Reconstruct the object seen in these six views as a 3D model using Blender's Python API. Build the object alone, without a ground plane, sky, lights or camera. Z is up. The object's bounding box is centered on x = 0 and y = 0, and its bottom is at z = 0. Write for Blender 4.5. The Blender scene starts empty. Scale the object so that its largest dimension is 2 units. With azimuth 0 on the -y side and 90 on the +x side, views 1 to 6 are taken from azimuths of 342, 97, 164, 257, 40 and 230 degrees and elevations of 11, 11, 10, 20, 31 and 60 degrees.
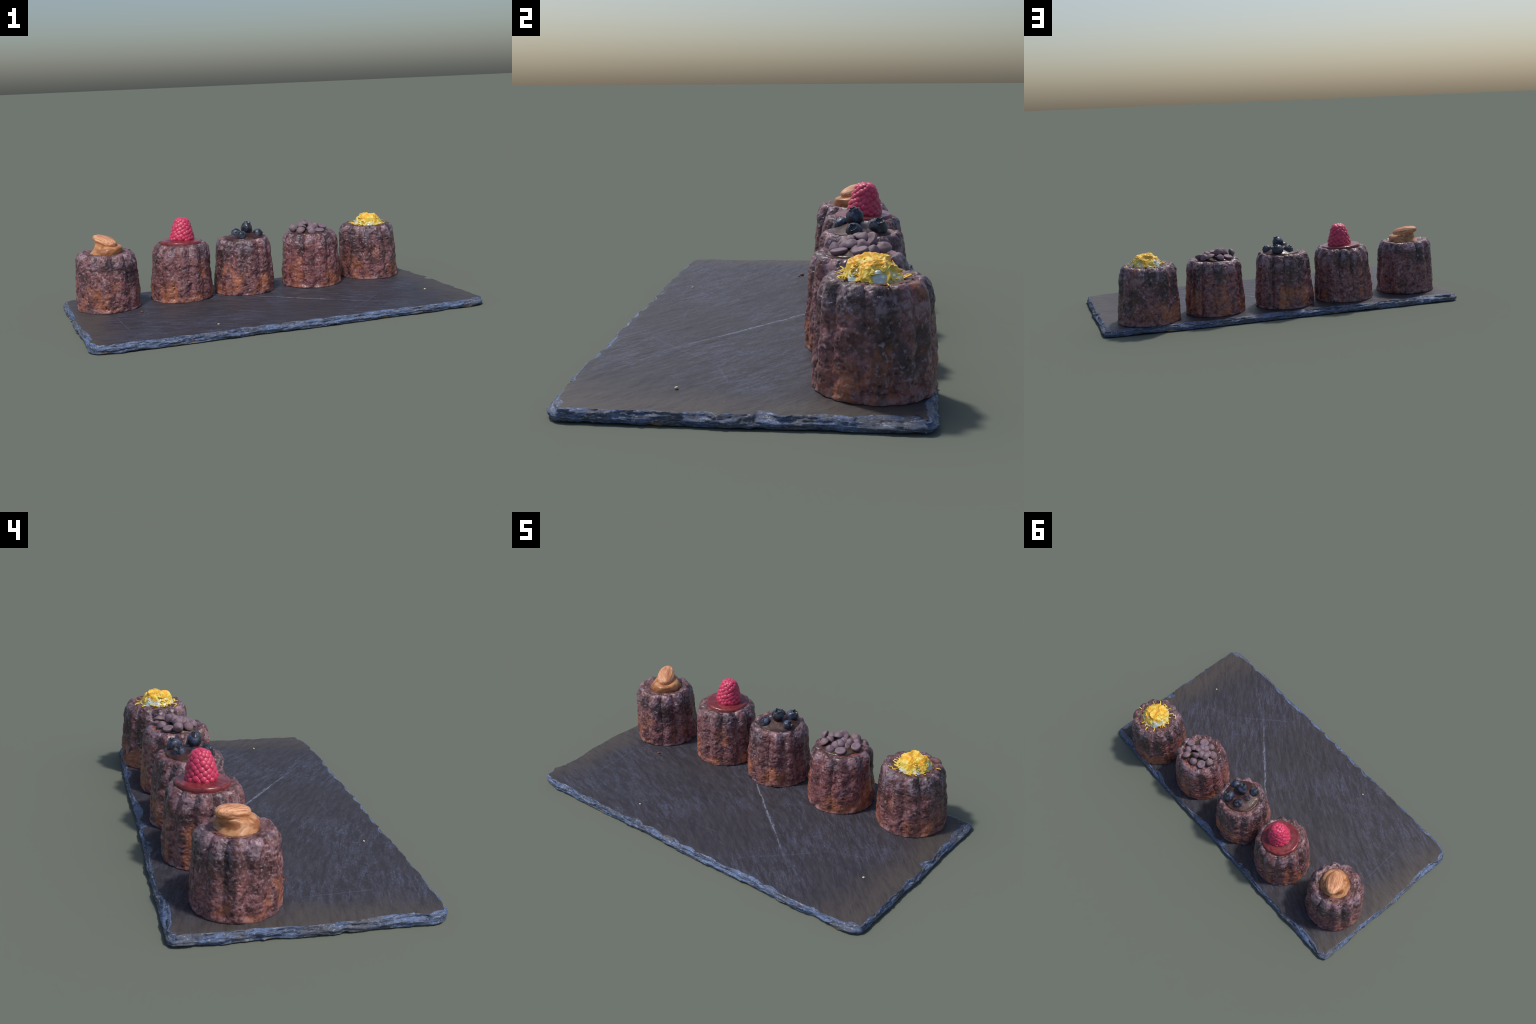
"""Five fluted canele cakes with different toppings in a row on a chipped slate board."""
import bpy, math, random
import numpy as np
from mathutils import Vector, Matrix

TAU = 2 * math.pi
scene_coll = bpy.context.scene.collection

# ------------------------------------------------------------------ noise
_rng = np.random.default_rng(11)
_PERM = _rng.permutation(512)
_G = _rng.normal(size=(512, 3))
_G /= np.linalg.norm(_G, axis=1)[:, None]


def perlin(p):
    """Gradient noise of an (N,3) array, about -0.7..0.7."""
    p = np.asarray(p, float)
    i = np.floor(p).astype(np.int64)
    f = p - i
    w = f * f * f * (f * (f * 6 - 15) + 10)
    out = np.zeros(len(p))
    for dx in (0, 1):
        for dy in (0, 1):
            for dz in (0, 1):
                h = _PERM[(i[:, 0] + dx) & 511]
                h = _PERM[(h + i[:, 1] + dy) & 511]
                h = _PERM[(h + i[:, 2] + dz) & 511]
                d = f - np.array([dx, dy, dz])
                g = (_G[h] * d).sum(1)
                wt = ((w[:, 0] if dx else 1 - w[:, 0]) * (w[:, 1] if dy else 1 - w[:, 1])
                      * (w[:, 2] if dz else 1 - w[:, 2]))
                out += g * wt
    return out


def fbm(p, octaves=4, gain=0.5, seed=0.0):
    p = np.asarray(p, float) + seed * 17.31
    out = np.zeros(len(p))
    a = 1.0
    for k in range(octaves):
        out += a * perlin(p * 2 ** k + k * 5.7)
        a *= gain
    return out


def smooth(x, a, b):
    t = np.clip((x - a) / (b - a), 0, 1)
    return t * t * (3 - 2 * t)


def spline(ctrl, n):
    """Catmull-Rom through control points, resampled to n points of even length."""
    c = np.asarray(ctrl, float)
    c = np.vstack([2 * c[0] - c[1], c, 2 * c[-1] - c[-2]])
    pts = []
    for k in range(1, len(c) - 2):
        t = np.linspace(0, 1, 24, endpoint=False)[:, None]
        p0, p1, p2, p3 = c[k - 1], c[k], c[k + 1], c[k + 2]
        pts.append(.5 * (2 * p1 + (p2 - p0) * t + (2 * p0 - 5 * p1 + 4 * p2 - p3) * t ** 2
                         + (3 * p1 - p0 - 3 * p2 + p3) * t ** 3))
    pts = np.vstack(pts + [c[-2][None]])
    s = np.r_[0, np.cumsum(np.linalg.norm(np.diff(pts, axis=0), axis=1))]
    q = np.linspace(0, s[-1], n)
    return np.stack([np.interp(q, s, pts[:, k]) for k in range(pts.shape[1])], 1)


# ------------------------------------------------------------------ mesh helpers
def mesh_from(verts, faces, mats, smooth_shade=True, name="part"):
    me = bpy.data.meshes.new(name)
    me.from_pydata([tuple(v) for v in verts], [], faces)
    for m in (mats if isinstance(mats, (list, tuple)) else [mats]):
        me.materials.append(m)
    me.polygons.foreach_set("use_smooth", [smooth_shade] * len(me.polygons))
    me.update()
    return me


def ring_faces(rows, n, cap_first=False, cap_last=False, base=0):
    """Quads of `rows` closed rings with n verts each; caps are fans to a pole vertex."""
    f = []
    for r in range(rows - 1):
        a = base + r * n
        for k in range(n):
            k2 = (k + 1) % n
            f.append((a + k, a + k2, a + n + k2, a + n + k))
    return f


def loft(rings, pole_bottom=None, pole_top=None):
    """rings: (R,N,3) array -> verts, faces (outward for counter-clockwise rings going up)."""
    rings = np.asarray(rings)
    R, N, _ = rings.shape
    verts = list(rings.reshape(-1, 3))
    faces = ring_faces(R, N)
    if pole_bottom is not None:
        verts.append(np.asarray(pole_bottom))
        b = len(verts) - 1
        faces += [(b, (k + 1) % N, k) for k in range(N)]
    if pole_top is not None:
        verts.append(np.asarray(pole_top))
        b = len(verts) - 1
        o = (R - 1) * N
        faces += [(b, o + k, o + (k + 1) % N) for k in range(N)]
    return np.array(verts), faces


def add(name, me, parent=None, loc=(0, 0, 0), rot=None, scale=None):
    ob = bpy.data.objects.new(name, me)
    scene_coll.objects.link(ob)
    if parent is not None:
        ob.parent = parent
    ob.location = loc
    if rot is not None:
        ob.rotation_mode = 'QUATERNION'
        ob.rotation_quaternion = rot
    if scale is not None:
        ob.scale = scale
    return ob


def thing(name, label, category, loc):
    e = bpy.data.objects.new(name, None)
    e.empty_display_size = .05
    scene_coll.objects.link(e)
    e.location = loc
    e["label"] = label
    e["category"] = category
    return e


# ------------------------------------------------------------------ material helpers
def srgb(r, g, b):
    f = lambda c: (c / 255 / 12.92) if c / 255 <= .04045 else ((c / 255 + .055) / 1.055) ** 2.4
    return (f(r), f(g), f(b), 1)


class Mat:
    def __init__(self, name, rough=.5, spec=.5, coat=0.0, coat_rough=.1, sss=0.0, sss_radius=(.02, .01, .006)):
        self.m = bpy.data.materials.new(name)
        self.m.use_nodes = True
        self.t = self.m.node_tree
        self.b = self.t.nodes["Principled BSDF"]
        self.b.inputs["Roughness"].default_value = rough
        self.b.inputs["Specular IOR Level"].default_value = spec
        self.b.inputs["Coat Weight"].default_value = coat
        self.b.inputs["Coat Roughness"].default_value = coat_rough
        if sss:
            self.b.inputs["Subsurface Weight"].default_value = sss
            self.b.inputs["Subsurface Radius"].default_value = sss_radius
            self.b.inputs["Subsurface Scale"].default_value = 1.0
        self.tc = self.t.nodes.new("ShaderNodeTexCoord")

    def n(self, kind, **kw):
        nd = self.t.nodes.new(kind)
        for k, v in kw.items():
            setattr(nd, k, v)
        return nd

    def link(self, a, b):
        self.t.links.new(a, b)

    def set(self, sock, v):
        if isinstance(v, bpy.types.NodeSocket):
            self.link(v, sock)
        else:
            sock.default_value = v

    def coord(self, scale=(1, 1, 1), loc=(0, 0, 0), rot=(0, 0, 0), src=None):
        mp = self.n("ShaderNodeMapping")
        self.link(src or self.tc.outputs["Object"], mp.inputs["Vector"])
        mp.inputs["Scale"].default_value = scale
        mp.inputs["Location"].default_value = loc
        mp.inputs["Rotation"].default_value = rot
        return mp.outputs["Vector"]

    def xyz(self):
        s = self.n("ShaderNodeSeparateXYZ")
        self.link(self.tc.outputs["Object"], s.inputs[0])
        return s.outputs

    def noise(self, vec, scale, detail=4, rough=.55, distort=0.0):
        nd = self.n("ShaderNodeTexNoise")
        self.link(vec, nd.inputs["Vector"])
        nd.inputs["Scale"].default_value = scale
        nd.inputs["Detail"].default_value = detail
        nd.inputs["Roughness"].default_value = rough
        nd.inputs["Distortion"].default_value = distort
        return nd.outputs["Fac"]

    def voronoi(self, vec, scale, feature='F1', rnd=1.0):
        nd = self.n("ShaderNodeTexVoronoi", feature=feature)
        self.link(vec, nd.inputs["Vector"])
        nd.inputs["Scale"].default_value = scale
        nd.inputs["Randomness"].default_value = rnd
        return nd.outputs["Distance"]

    def math(self, op, a, b=0.0, c=None, clamp=False):
        nd = self.n("ShaderNodeMath", operation=op, use_clamp=clamp)
        self.set(nd.inputs[0], a)
        self.set(nd.inputs[1], b)
        if c is not None:
            self.set(nd.inputs[2], c)
        return nd.outputs[0]

    def step(self, v, a, b, lo=0.0, hi=1.0):
        """smoothstep of v between a and b (a may be above b) to lo..hi"""
        nd = self.n("ShaderNodeMapRange", interpolation_type='SMOOTHSTEP')
        self.set(nd.inputs["Value"], v)
        if a > b:
            a, b, lo, hi = b, a, hi, lo
        nd.inputs["From Min"].default_value = a
        nd.inputs["From Max"].default_value = b
        nd.inputs["To Min"].default_value = lo
        nd.inputs["To Max"].default_value = hi
        return nd.outputs["Result"]

    def mix(self, fac, a, b, mode='MIX'):
        nd = self.n("ShaderNodeMix", data_type='RGBA', blend_type=mode)
        self.set(nd.inputs["Factor"], fac)
        self.set(nd.inputs["A"], a)
        self.set(nd.inputs["B"], b)
        return nd.outputs["Result"]

    def bump(self, height, strength=.4, dist=.002, normal=None):
        nd = self.n("ShaderNodeBump")
        nd.inputs["Strength"].default_value = strength
        nd.inputs["Distance"].default_value = dist
        self.set(nd.inputs["Height"], height)
        if normal is not None:
            self.link(normal, nd.inputs["Normal"])
        return nd.outputs["Normal"]

    def color(self, c):
        nd = self.b.inputs["Base Color"]
        self.set(nd, c)

    def rough(self, v):
        self.set(self.b.inputs["Roughness"], v)

    def normal(self, v):
        self.link(v, self.b.inputs["Normal"])

    def line_mask(self, ax, ay, bx, by, width, wobble, wob_scale, fade=.08, gap=.0, gap_scale=30):
        """1 along the straight scratch from a to b in object xy, thin and wavering."""
        x, y, _ = self.xyz()
        L = math.hypot(bx - ax, by - ay)
        ux, uy = (bx - ax) / L, (by - ay) / L
        along = self.math('ADD', self.math('MULTIPLY', x, ux), self.math('MULTIPLY_ADD', y, uy, -(ax * ux + ay * uy)))
        across = self.math('ADD', self.math('MULTIPLY', x, -uy), self.math('MULTIPLY_ADD', y, ux, ax * uy - ay * ux))
        w = self.noise(self.coord(), wob_scale, 3, .6)
        across = self.math('ABSOLUTE', self.math('MULTIPLY_ADD', self.math('SUBTRACT', w, .5), wobble, across))
        m = self.step(across, width, width * .35)
        m = self.math('MULTIPLY', m, self.step(along, 0, fade))
        m = self.math('MULTIPLY', m, self.step(along, L, L - fade))
        if gap:
            g = self.noise(self.coord(), gap_scale, 2, .5)
            m = self.math('MULTIPLY', m, self.step(g, gap - .08, gap + .08))
        return m


# ------------------------------------------------------------------ materials
def slate_face_material():
    M = Mat("slate_face", spec=.35)
    x, y, z = M.xyz()
    base = srgb(64, 61, 67)
    dark = srgb(51, 48, 54)
    blue = srgb(83, 91, 120)
    brown = srgb(81, 74, 69)
    # cleavage grain: streaks that fan slowly from one end of the board to the other
    bend = M.math('ADD', M.math('MULTIPLY', x, .59), M.math('MULTIPLY', M.math('MULTIPLY', x, x), .21))
    across = M.math('ADD', y, bend)
    cmb = M.n("ShaderNodeCombineXYZ")
    M.set(cmb.inputs[0], M.math('SUBTRACT', x, M.math('MULTIPLY', y, .6)))
    M.set(cmb.inputs[1], across)
    M.set(cmb.inputs[2], z)
    V = cmb.outputs[0]
    g1 = M.noise(M.coord((2.8, 13, 4), src=V), 4.0, 6, .7, .5)
    g2 = M.noise(M.coord((11, 30, 10), src=V), 5.0, 6, .75, .5)
    patch = M.noise(M.coord((1, 1, 1), loc=(3.1, 0, 0)), 2.4, 3, .55)
    mott = M.noise(M.coord(), 26, 6, .7)
    c = M.mix(M.step(g1, .38, .62), dark, base)
    bl = M.math('MULTIPLY', M.step(M.math('ADD', M.math('MULTIPLY', g2, .6), M.math('MULTIPLY', g1, .4)), .49, .66),
                M.step(patch, .36, .56))
    ends = M.math('SUBTRACT', M.math('ABSOLUTE', x), M.math('MULTIPLY', patch, .35))
    inside = M.step(ends, .78, .56)
    bl = M.math('MULTIPLY', bl, inside)
    br = M.step(ends, .60, .80)
    c = M.mix(M.math('MULTIPLY', br, M.step(g1, .25, .62, .25, .85)), c, brown)
    c = M.mix(M.math('MULTIPLY', bl, .95), c, blue)
    # pale dust specks
    sp = M.voronoi(M.coord(), 34)
    sp2 = M.math('MULTIPLY', M.step(sp, .085, .03), M.step(mott, .5, .62))
    c = M.mix(M.math('MULTIPLY', sp2, .7), c, srgb(140, 138, 142))
    # old scratches
    pale = srgb(142, 150, 172)
    crack = M.line_mask(-.46, .459, .55, -.348, .0042, .022, 13, .42, .44, 75)
    halo = M.line_mask(-.46, .459, .55, -.348, .0090, .030, 17, .40, .52, 40)
    crack = M.math('MAXIMUM', crack, M.math('MULTIPLY', M.math('MULTIPLY', halo, M.step(mott, .46, .56)), .7))
    c = M.mix(M.math('MULTIPLY', crack, .58), c, pale)
    for a in [(-.79, .02, -.768, -.31, .0035, .004, 10, .06, .0),
              (.28, -.42, .62, -.08, .0042, .02, 12, .08, .47),
              (.55, -.12, .83, -.02, .004, .02, 11, .08, .5),
              (-.84, -.16, -.74, -.20, .004, .012, 16, .03, .0),
              (-.90, -.30, -.78, -.33, .0045, .016, 16, .03, .35),
              (-.10, -.33, .16, -.30, .0035, .03, 9, .06, .5),
              (-.88, -.42, -.66, -.44, .004, .02, 18, .05, .45),
              (.35, -.05, .52, -.30, .0035, .02, 12, .06, .5),
              (.12, -.36, .34, -.40, .0035, .03, 10, .06, .48)]:
        m = M.line_mask(*a)
        c = M.mix(M.math('MULTIPLY', m, .24), c, srgb(108, 112, 136))
    M.color(c)
    M.rough(M.step(g2, .3, .7, .58, .42))
    h = M.math('ADD', M.math('MULTIPLY', g1, 1.0), M.math('MULTIPLY', g2, .5))
    nrm = M.bump(h, .38, .004)
    nrm = M.bump(M.math('ADD', mott, M.math('MULTIPLY', crack, .8)), .25, .002, nrm)
    M.normal(nrm)
    return M.m


def slate_edge_material():
    M = Mat("slate_edge", spec=.4)
    x, y, z = M.xyz()
    lay = M.noise(M.coord((7, 7, 50)), 2.2, 6, .72, 1.2)
    lay2 = M.noise(M.coord((17, 17, 100), loc=(2, 0, 1)), 2.0, 5, .72, 1.2)
    big = M.noise(M.coord((1, 1, 2)), 9, 4, .6)
    c = M.mix(M.step(lay, .38, .58), srgb(48, 57, 76), srgb(98, 117, 155))
    c = M.mix(M.step(big, .48, .60, 0, .7), c, srgb(92, 92, 97))
    fine = M.noise(M.coord((60, 60, 200)), 2.0, 4, .7, .8)
    c = M.mix(M.step(M.math('ADD', M.math('MULTIPLY', lay2, .6), M.math('MULTIPLY', fine, .4)), .535, .60, 0, .9), c, srgb(164, 168, 180))
    c = M.mix(M.step(M.math('ADD', M.math('MULTIPLY', lay2, .6), M.math('MULTIPLY', fine, .4)), .45, .39, 0, .8), c, srgb(38, 42, 54))
    # rusty tan flakes that cling to the underside rim
    fl = M.noise(M.coord(loc=(5.3, 1.7, 0)), 5.5, 2, .5)
    tan = M.math('MULTIPLY', M.step(z, .011, .004), M.step(fl, .60, .66))
    c = M.mix(tan, c, srgb(176, 134, 80))
    M.color(c)
    M.rough(M.step(lay2, .3, .7, .6, .42))
    nrm = M.bump(lay, .7, .006)
    nrm = M.bump(M.math('ADD', lay2, M.math('MULTIPLY', fine, .6)), .6, .003, nrm)
    M.normal(nrm)
    return M.m


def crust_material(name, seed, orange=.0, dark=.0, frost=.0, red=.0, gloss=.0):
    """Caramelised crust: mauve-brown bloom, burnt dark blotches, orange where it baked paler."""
    M = Mat(name, spec=.5, coat=.15 + gloss, coat_rough=.28)
    off = (seed * 3.7, seed * 1.9, seed * 2.3)
    x, y, z = M.xyz()
    V = M.coord(loc=off)
    big = M.noise(M.coord((1, 1, .7), loc=off), 11, 3, .5, .3)
    blot = M.noise(M.coord((1, 1, .5), loc=(off[1], off[2], off[0])), 12, 4, .55, .5)
    mid = M.noise(V, 44, 5, .62, .3)
    fine = M.noise(V, 170, 4, .7)
    hn = M.math('DIVIDE', z, .283)
    # mauve brown ground
    ground = M.mix(M.step(mid, .36, .62), srgb(82 + 12 * red, 47, 48), srgb(146 + 12 * red, 98, 100))
    # paler, orange lower half
    om = M.math('ADD', M.math('MULTIPLY', big, 1.0), M.math('MULTIPLY', M.math('SUBTRACT', .42, hn), .24))
    om = M.math('MULTIPLY_ADD', M.math('SUBTRACT', mid, .5), .28, om)
    om = M.step(om, .54 - orange, .70 - orange)
    org = M.mix(M.step(big, .45, .65), srgb(142, 76, 58), srgb(178, 108, 72))
    c = M.mix(M.math('MULTIPLY', om, .72), ground, org)
    # burnt blotches, more of them over the upper half
    dm = M.math('ADD', blot, M.math('MULTIPLY', M.math('SUBTRACT', hn, .55), .16))
    dm = M.math('MULTIPLY_ADD', M.math('SUBTRACT', mid, .5), .42, dm)
    dm = M.step(dm, .47 - dark, .68 - dark)
    c = M.mix(M.math('MULTIPLY', dm, .85), c, srgb(40, 31, 35))
    # pits and crumbs
    pit = M.math('MULTIPLY', M.step(fine, .45, .33), .5)
    c = M.mix(pit, c, srgb(48, 30, 30))
    # lilac-grey skylight reflection painted onto raised grains, strongest round the shoulder
    sh = M.math('MULTIPLY', M.step(hn, .72, .90), M.step(hn, 1.10, .97))
    n9 = M.noise(M.coord(loc=(off[1], off[0], 3)), 74, 3, .58, .2)
    grain = M.step(n9, .50, .68)
    zone = M.step(M.noise(M.coord(loc=(off[2], 1, 2)), 20, 4, .6), .40, .60)
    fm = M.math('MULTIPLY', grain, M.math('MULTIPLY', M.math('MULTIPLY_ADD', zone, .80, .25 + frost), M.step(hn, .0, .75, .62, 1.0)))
    fm = M.math('MAXIMUM', fm, M.math('MULTIPLY', M.math('MULTIPLY', sh, zone), M.step(mid, .34, .60)))
    c = M.mix(M.math('MULTIPLY', fm, .66), c, srgb(168, 146, 160))
    # pale dusting at the foot
    foot = M.math('MULTIPLY', M.step(z, .026, .006), M.step(mid, .40, .60))
    c = M.mix(M.math('MULTIPLY', foot, .5), c, srgb(132, 112, 114))
    # the hollow top: smooth brown crumb glaze
    rr = M.math('SQRT', M.math('ADD', M.math('MULTIPLY', x, x), M.math('MULTIPLY', y, y)))
    top = M.math('MULTIPLY', M.step(rr, .122, .092), M.step(hn, .78, .86))
    c = M.mix(M.math('MULTIPLY', top, .7), c, M.mix(M.step(mid, .4, .62), srgb(70 + 30 * red, 44, 38), srgb(128 + 40 * red, 82, 68)))
    M.color(c)
    M.rough(M.step(mid, .3, .7, .54 - gloss, .36 - gloss))
    nrm = M.bump(mid, .4, .004)
    nrm = M.bump(M.math('ADD', M.math('MULTIPLY', fine, .8), M.math('MULTIPLY', grain, .7)), .5, .0022, nrm)
    M.normal(nrm)
    return M.m


def glaze_material(name, a, b, spots=None, seed=0.0):
    M = Mat(name, rough=.34 if not spots else .50, spec=.4, coat=.38 if not spots else .10, coat_rough=.14)
    V = M.coord(loc=(seed, seed * 2, 0))
    n1 = M.noise(V, 22, 4, .6, .8)
    c = M.mix(M.step(n1, .35, .65), a, b)
    if spots:
        c = M.mix(M.step(M.noise(V, 30, 3, .5, .6), .52, .66), c, spots)
    M.color(c)
    M.normal(M.bump(M.noise(V, 40, 3, .5), .12, .003))
    return M.m


def caramel_material():
    M = Mat("caramel_cream", rough=.42, spec=.4, coat=.12, coat_rough=.2, sss=.15)
    n1 = M.noise(M.coord((1, 1, 2.5)), 16, 4, .55, 1.2)
    c = M.mix(M.step(n1, .35, .65), srgb(148, 92, 54), srgb(200, 146, 102))
    M.color(c)
    M.normal(M.bump(n1, .2, .004))
    return M.m


def almond_material():
    M = Mat("almond_skin", rough=.5, spec=.4)
    w = M.noise(M.coord((1.6, 16, 16)), 7, 4, .6, .5)
    w2 = M.noise(M.coord((4, 30, 30)), 9, 3, .6)
    c = M.mix(M.step(w, .38, .62), srgb(184, 122, 84), srgb(232, 174, 134))
    c = M.mix(M.step(w2, .58, .70, 0, .55), c, srgb(138, 82, 50))
    M.color(c)
    M.normal(M.bump(M.math('ADD', w, M.math('MULTIPLY', w2, .5)), .55, .003))
    return M.m


def raspberry_material(name, bright=True):
    M = Mat(name, rough=.34, spec=.5, coat=.25, coat_rough=.2, sss=.25, sss_radius=(.016, .004, .004))
    n1 = M.noise(M.coord(), 38, 3, .6)
    n2 = M.noise(M.coord(), 150, 3, .6)
    lo, hi = (srgb(182, 34, 78), srgb(230, 74, 112)) if bright else (srgb(146, 16, 56), srgb(184, 30, 72))
    c = M.mix(M.step(n1, .38, .62), lo, hi)
    c = M.mix(M.step(n2, .58, .70, 0, .45), c, srgb(236, 130, 160))
    M.color(c)
    M.normal(M.bump(n2, .25, .002))
    return M.m


def blueberry_material():
    M = Mat("blueberry_skin", rough=.42, spec=.45, coat=.18, coat_rough=.25)
    n1 = M.noise(M.coord(), 45, 4, .6, .5)
    n2 = M.noise(M.coord(loc=(2, 2, 2)), 26, 3, .6)
    c = M.mix(M.step(n1, .38, .66), srgb(30, 31, 38), srgb(68, 80, 108))
    c = M.mix(M.step(n2, .52, .66, 0, .7), c, srgb(50, 45, 44))
    M.color(c)
    M.rough(M.step(n1, .35, .65, .34, .52))
    return M.m


def chocolate_material():
    M = Mat("chocolate_drop", rough=.5, spec=.4)
    n1 = M.noise(M.coord(), 40, 4, .6)
    n2 = M.noise(M.coord(), 160, 3, .6)
    oi = M.n("ShaderNodeObjectInfo")
    c = M.mix(M.step(n1, .36, .64), srgb(104, 82, 86), srgb(146, 121, 128))
    c = M.mix(M.math('MULTIPLY', oi.outputs["Random"], .4), c, srgb(124, 110, 130))
    c = M.mix(M.step(n2, .6, .7, 0, .4), c, srgb(84, 58, 54))
    M.color(c)
    M.normal(M.bump(n1, .3, .002))
    return M.m


def cream_material():
    M = Mat("citrus_cream", rough=.35, spec=.5, coat=.2)
    n1 = M.noise(M.coord(), 24, 4, .6, .6)
    c = M.mix(M.step(n1, .40, .62), srgb(190, 206, 208), srgb(220, 208, 138))
    M.color(c)
    M.normal(M.bump(n1, .2, .004))
    return M.m


def zest_material():
    M = Mat("lemon_zest", rough=.45, spec=.4, sss=.1, sss_radius=(.01, .008, .003))
    n1 = M.noise(M.coord(), 30, 4, .6, .6)
    n2 = M.noise(M.coord((1, 1, .6)), 85, 4, .65)
    z = M.xyz()[2]
    c = M.mix(M.step(M.math('ADD', n1, M.math('MULTIPLY', M.step(z, .315, .345), .14)), .53, .67), srgb(236, 206, 86), srgb(240, 174, 46))
    c = M.mix(M.step(n2, .54, .66, 0, .75), c, srgb(244, 224, 128))
    c = M.mix(M.step(n1, .42, .30, 0, .7), c, srgb(214, 210, 132))
    M.color(c)
    M.normal(M.bump(n2, .4, .003))
    return M.m


def plain_material(name, col, rough=.6):
    M = Mat(name, rough=rough, spec=.3)
    n = M.noise(M.coord(), 300, 2, .5)
    M.color(M.mix(M.step(n, .35, .65), tuple(c * .8 for c in col[:3]) + (1,), col))
    return M.m


# ------------------------------------------------------------------ slate board
def top_z(x, y):
    return .0368 - .0030 * x - .0012 * y


def build_slate():
    board = thing("slate_board", "dark rectangular slate serving board with chipped bluish edges", "slate board", (0, 0, 0))
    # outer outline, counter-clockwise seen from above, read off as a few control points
    ctrl = [(.972, .478), (.960, .496), (.92, .505), (.804, .511), (.56, .516), (.30, .514), (.0, .508), (-.198, .507),
            (-.504, .509), (-.82, .505), (-.955, .501), (-.985, .493), (-.996, .478), (-.993, .414), (-1.0, .355), (-.994, .198), (-.998, .08),
            (-1.0, -.012), (-.994, -.124), (-.988, -.216), (-.989, -.339), (-.987, -.430), (-.973, -.465), (-.935, -.487), (-.83, -.498),
            (-.53, -.494), (-.22, -.490), (.0, -.494), (.256, -.490), (.459, -.483), (.685, -.487), (.768, -.474),
            (.846, -.480), (.935, -.474), (.972, -.457), (.987, -.425), (.989, -.36), (.987, -.279), (.985, -.14), (.984, -.01), (.980, .122),
            (.975, .30), (.974, .44), (.972, .478)]
    N = 1500
    out = spline(ctrl, N + 1)[:-1]
    out = (out + np.array([.0078, -.0070])) * np.array([1.0015, 1.0])
    per = np.linalg.norm(np.roll(out, -1, 0) - out, axis=1)
    s = np.r_[0, np.cumsum(per)[:-1]]
    L = per.sum()
    tan = np.roll(out, -1, 0) - np.roll(out, 1, 0)
    k = np.exp(-.5 * (np.arange(-12, 13) / 5.) ** 2)
    k /= k.sum()
    tan = np.stack([np.convolve(np.r_[tan[-12:, i], tan[:, i], tan[:12, i]], k, 'valid') for i in (0, 1)], 1)
    tan /= np.linalg.norm(tan, axis=1)[:, None]
    nor = np.stack([tan[:, 1], -tan[:, 0]], 1)                # outward
    ang = s / L * TAU                                          # periodic coordinate for noise
    cyc = np.stack([np.cos(ang), np.sin(ang)], 1) * (L / TAU)
    P = lambda f, o=0.0: np.c_[cyc * f, np.full(N, o)]
    # knapped scallops: random chip lengths with rounded bites, two generations
    rng = random.Random(5)

    def scallops(lo, hi, amp):
        d = np.zeros(N)
        lip = np.zeros(N)
        p = 0.0
        while p < L:
            w = rng.uniform(lo, hi)
            a = amp * rng.uniform(.25, 1.0)
            u = (s - p) / w
            m = (u >= 0) & (u < 1)
            if rng.random() < .22:
                a *= .12
            sk = rng.uniform(.55, 1.8)
            uu = u[m] ** sk
            d[m] = a * (4 * uu * (1 - uu)) ** rng.uniform(.6, 1.3)
            lip[m] = rng.uniform(-1, 1)
            p += w
        return d, lip
    d1, lip1 = scallops(.035, .30, .026)
    d2, _ = scallops(.015, .10, .009)
    d3, _ = scallops(.03, .10, .012)
    # the +x end carries the deepest chips, the front edge the narrowest
    deep = .55 + .75 * smooth(out[:, 0], .9, .97) + .35 * smooth(out[:, 1], .42, .5) + .1 * smooth(-out[:, 0], .92, .98) + .10 * smooth(-out[:, 1], .42, .48)
    bevel = .009 + deep * (d1 + .6 * d2) + .003 * fbm(P(40), 3)
    bevel = np.clip(bevel, .004, .05)
    under = .001 + .35 * d3
    rough_out = .0025 * fbm(P(16), 4, .6, 3) + .0015 * fbm(P(70), 3, .6, 4)
    zlow = np.clip(-.001 + .006 * fbm(P(3.2), 3, .6, 2) + .35 * d3, .0, .010)
    zt = top_z(out[:, 0], out[:, 1])
    rings, edge_rows = [], []

    def ring(inset, z):
        q = out - nor * inset[:, None]
        return np.c_[q, z]
    # underside: from centre to rim
    inner_b = ring(np.full(N, .06), np.full(N, .004))
    for f in (.02, .25, .5, .72, .88, .96, 1.0):
        r = inner_b.copy()
        r[:, :2] *= f
        r[:, 2] = .004 + .002 * fbm(np.c_[r[:, :2] * 4, np.zeros(N)], 3)
        rings.append(r)
    rings.append(ring(.035 + 0 * s, np.clip(zlow * .7, 0, 1)))
    e0 = len(rings)
    rings.append(ring(.016 + under, np.clip(zlow * .8, 0, 1)))
    rows = 13
    for j in range(rows):
        t = j / (rows - 1)
        # profile: slight undercut at the base, nose at a third of the height, chipped slope above
        nose = .36
        ins = np.where(t < nose, under * (1 - t / nose) ** 1.6, bevel * np.clip((t - nose) / (1 - nose), 0, 1) ** 1.35)
        z = zlow + (zt - zlow) * (t ** .92)
        lam = .0060 * fbm(np.c_[cyc * 11, np.full(N, t * 6.0)], 4, .6, 7) + .002 * fbm(np.c_[cyc * 38, np.full(N, t * 9.0)], 3, .6, 9)
        amp = math.sin(math.pi * min(1, .12 + .80 * t)) ** .6
        stepn = .007 * np.round(2.4 * fbm(np.c_[cyc * 7, np.full(N, t * 3.2)], 3, .6, 12))
        ins = ins - rough_out + (lam + stepn * .5) * amp
        zz = z + (.002 * fbm(np.c_[cyc * 20, np.full(N, t * 3.0)], 3, .6, 15) * amp)
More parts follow.
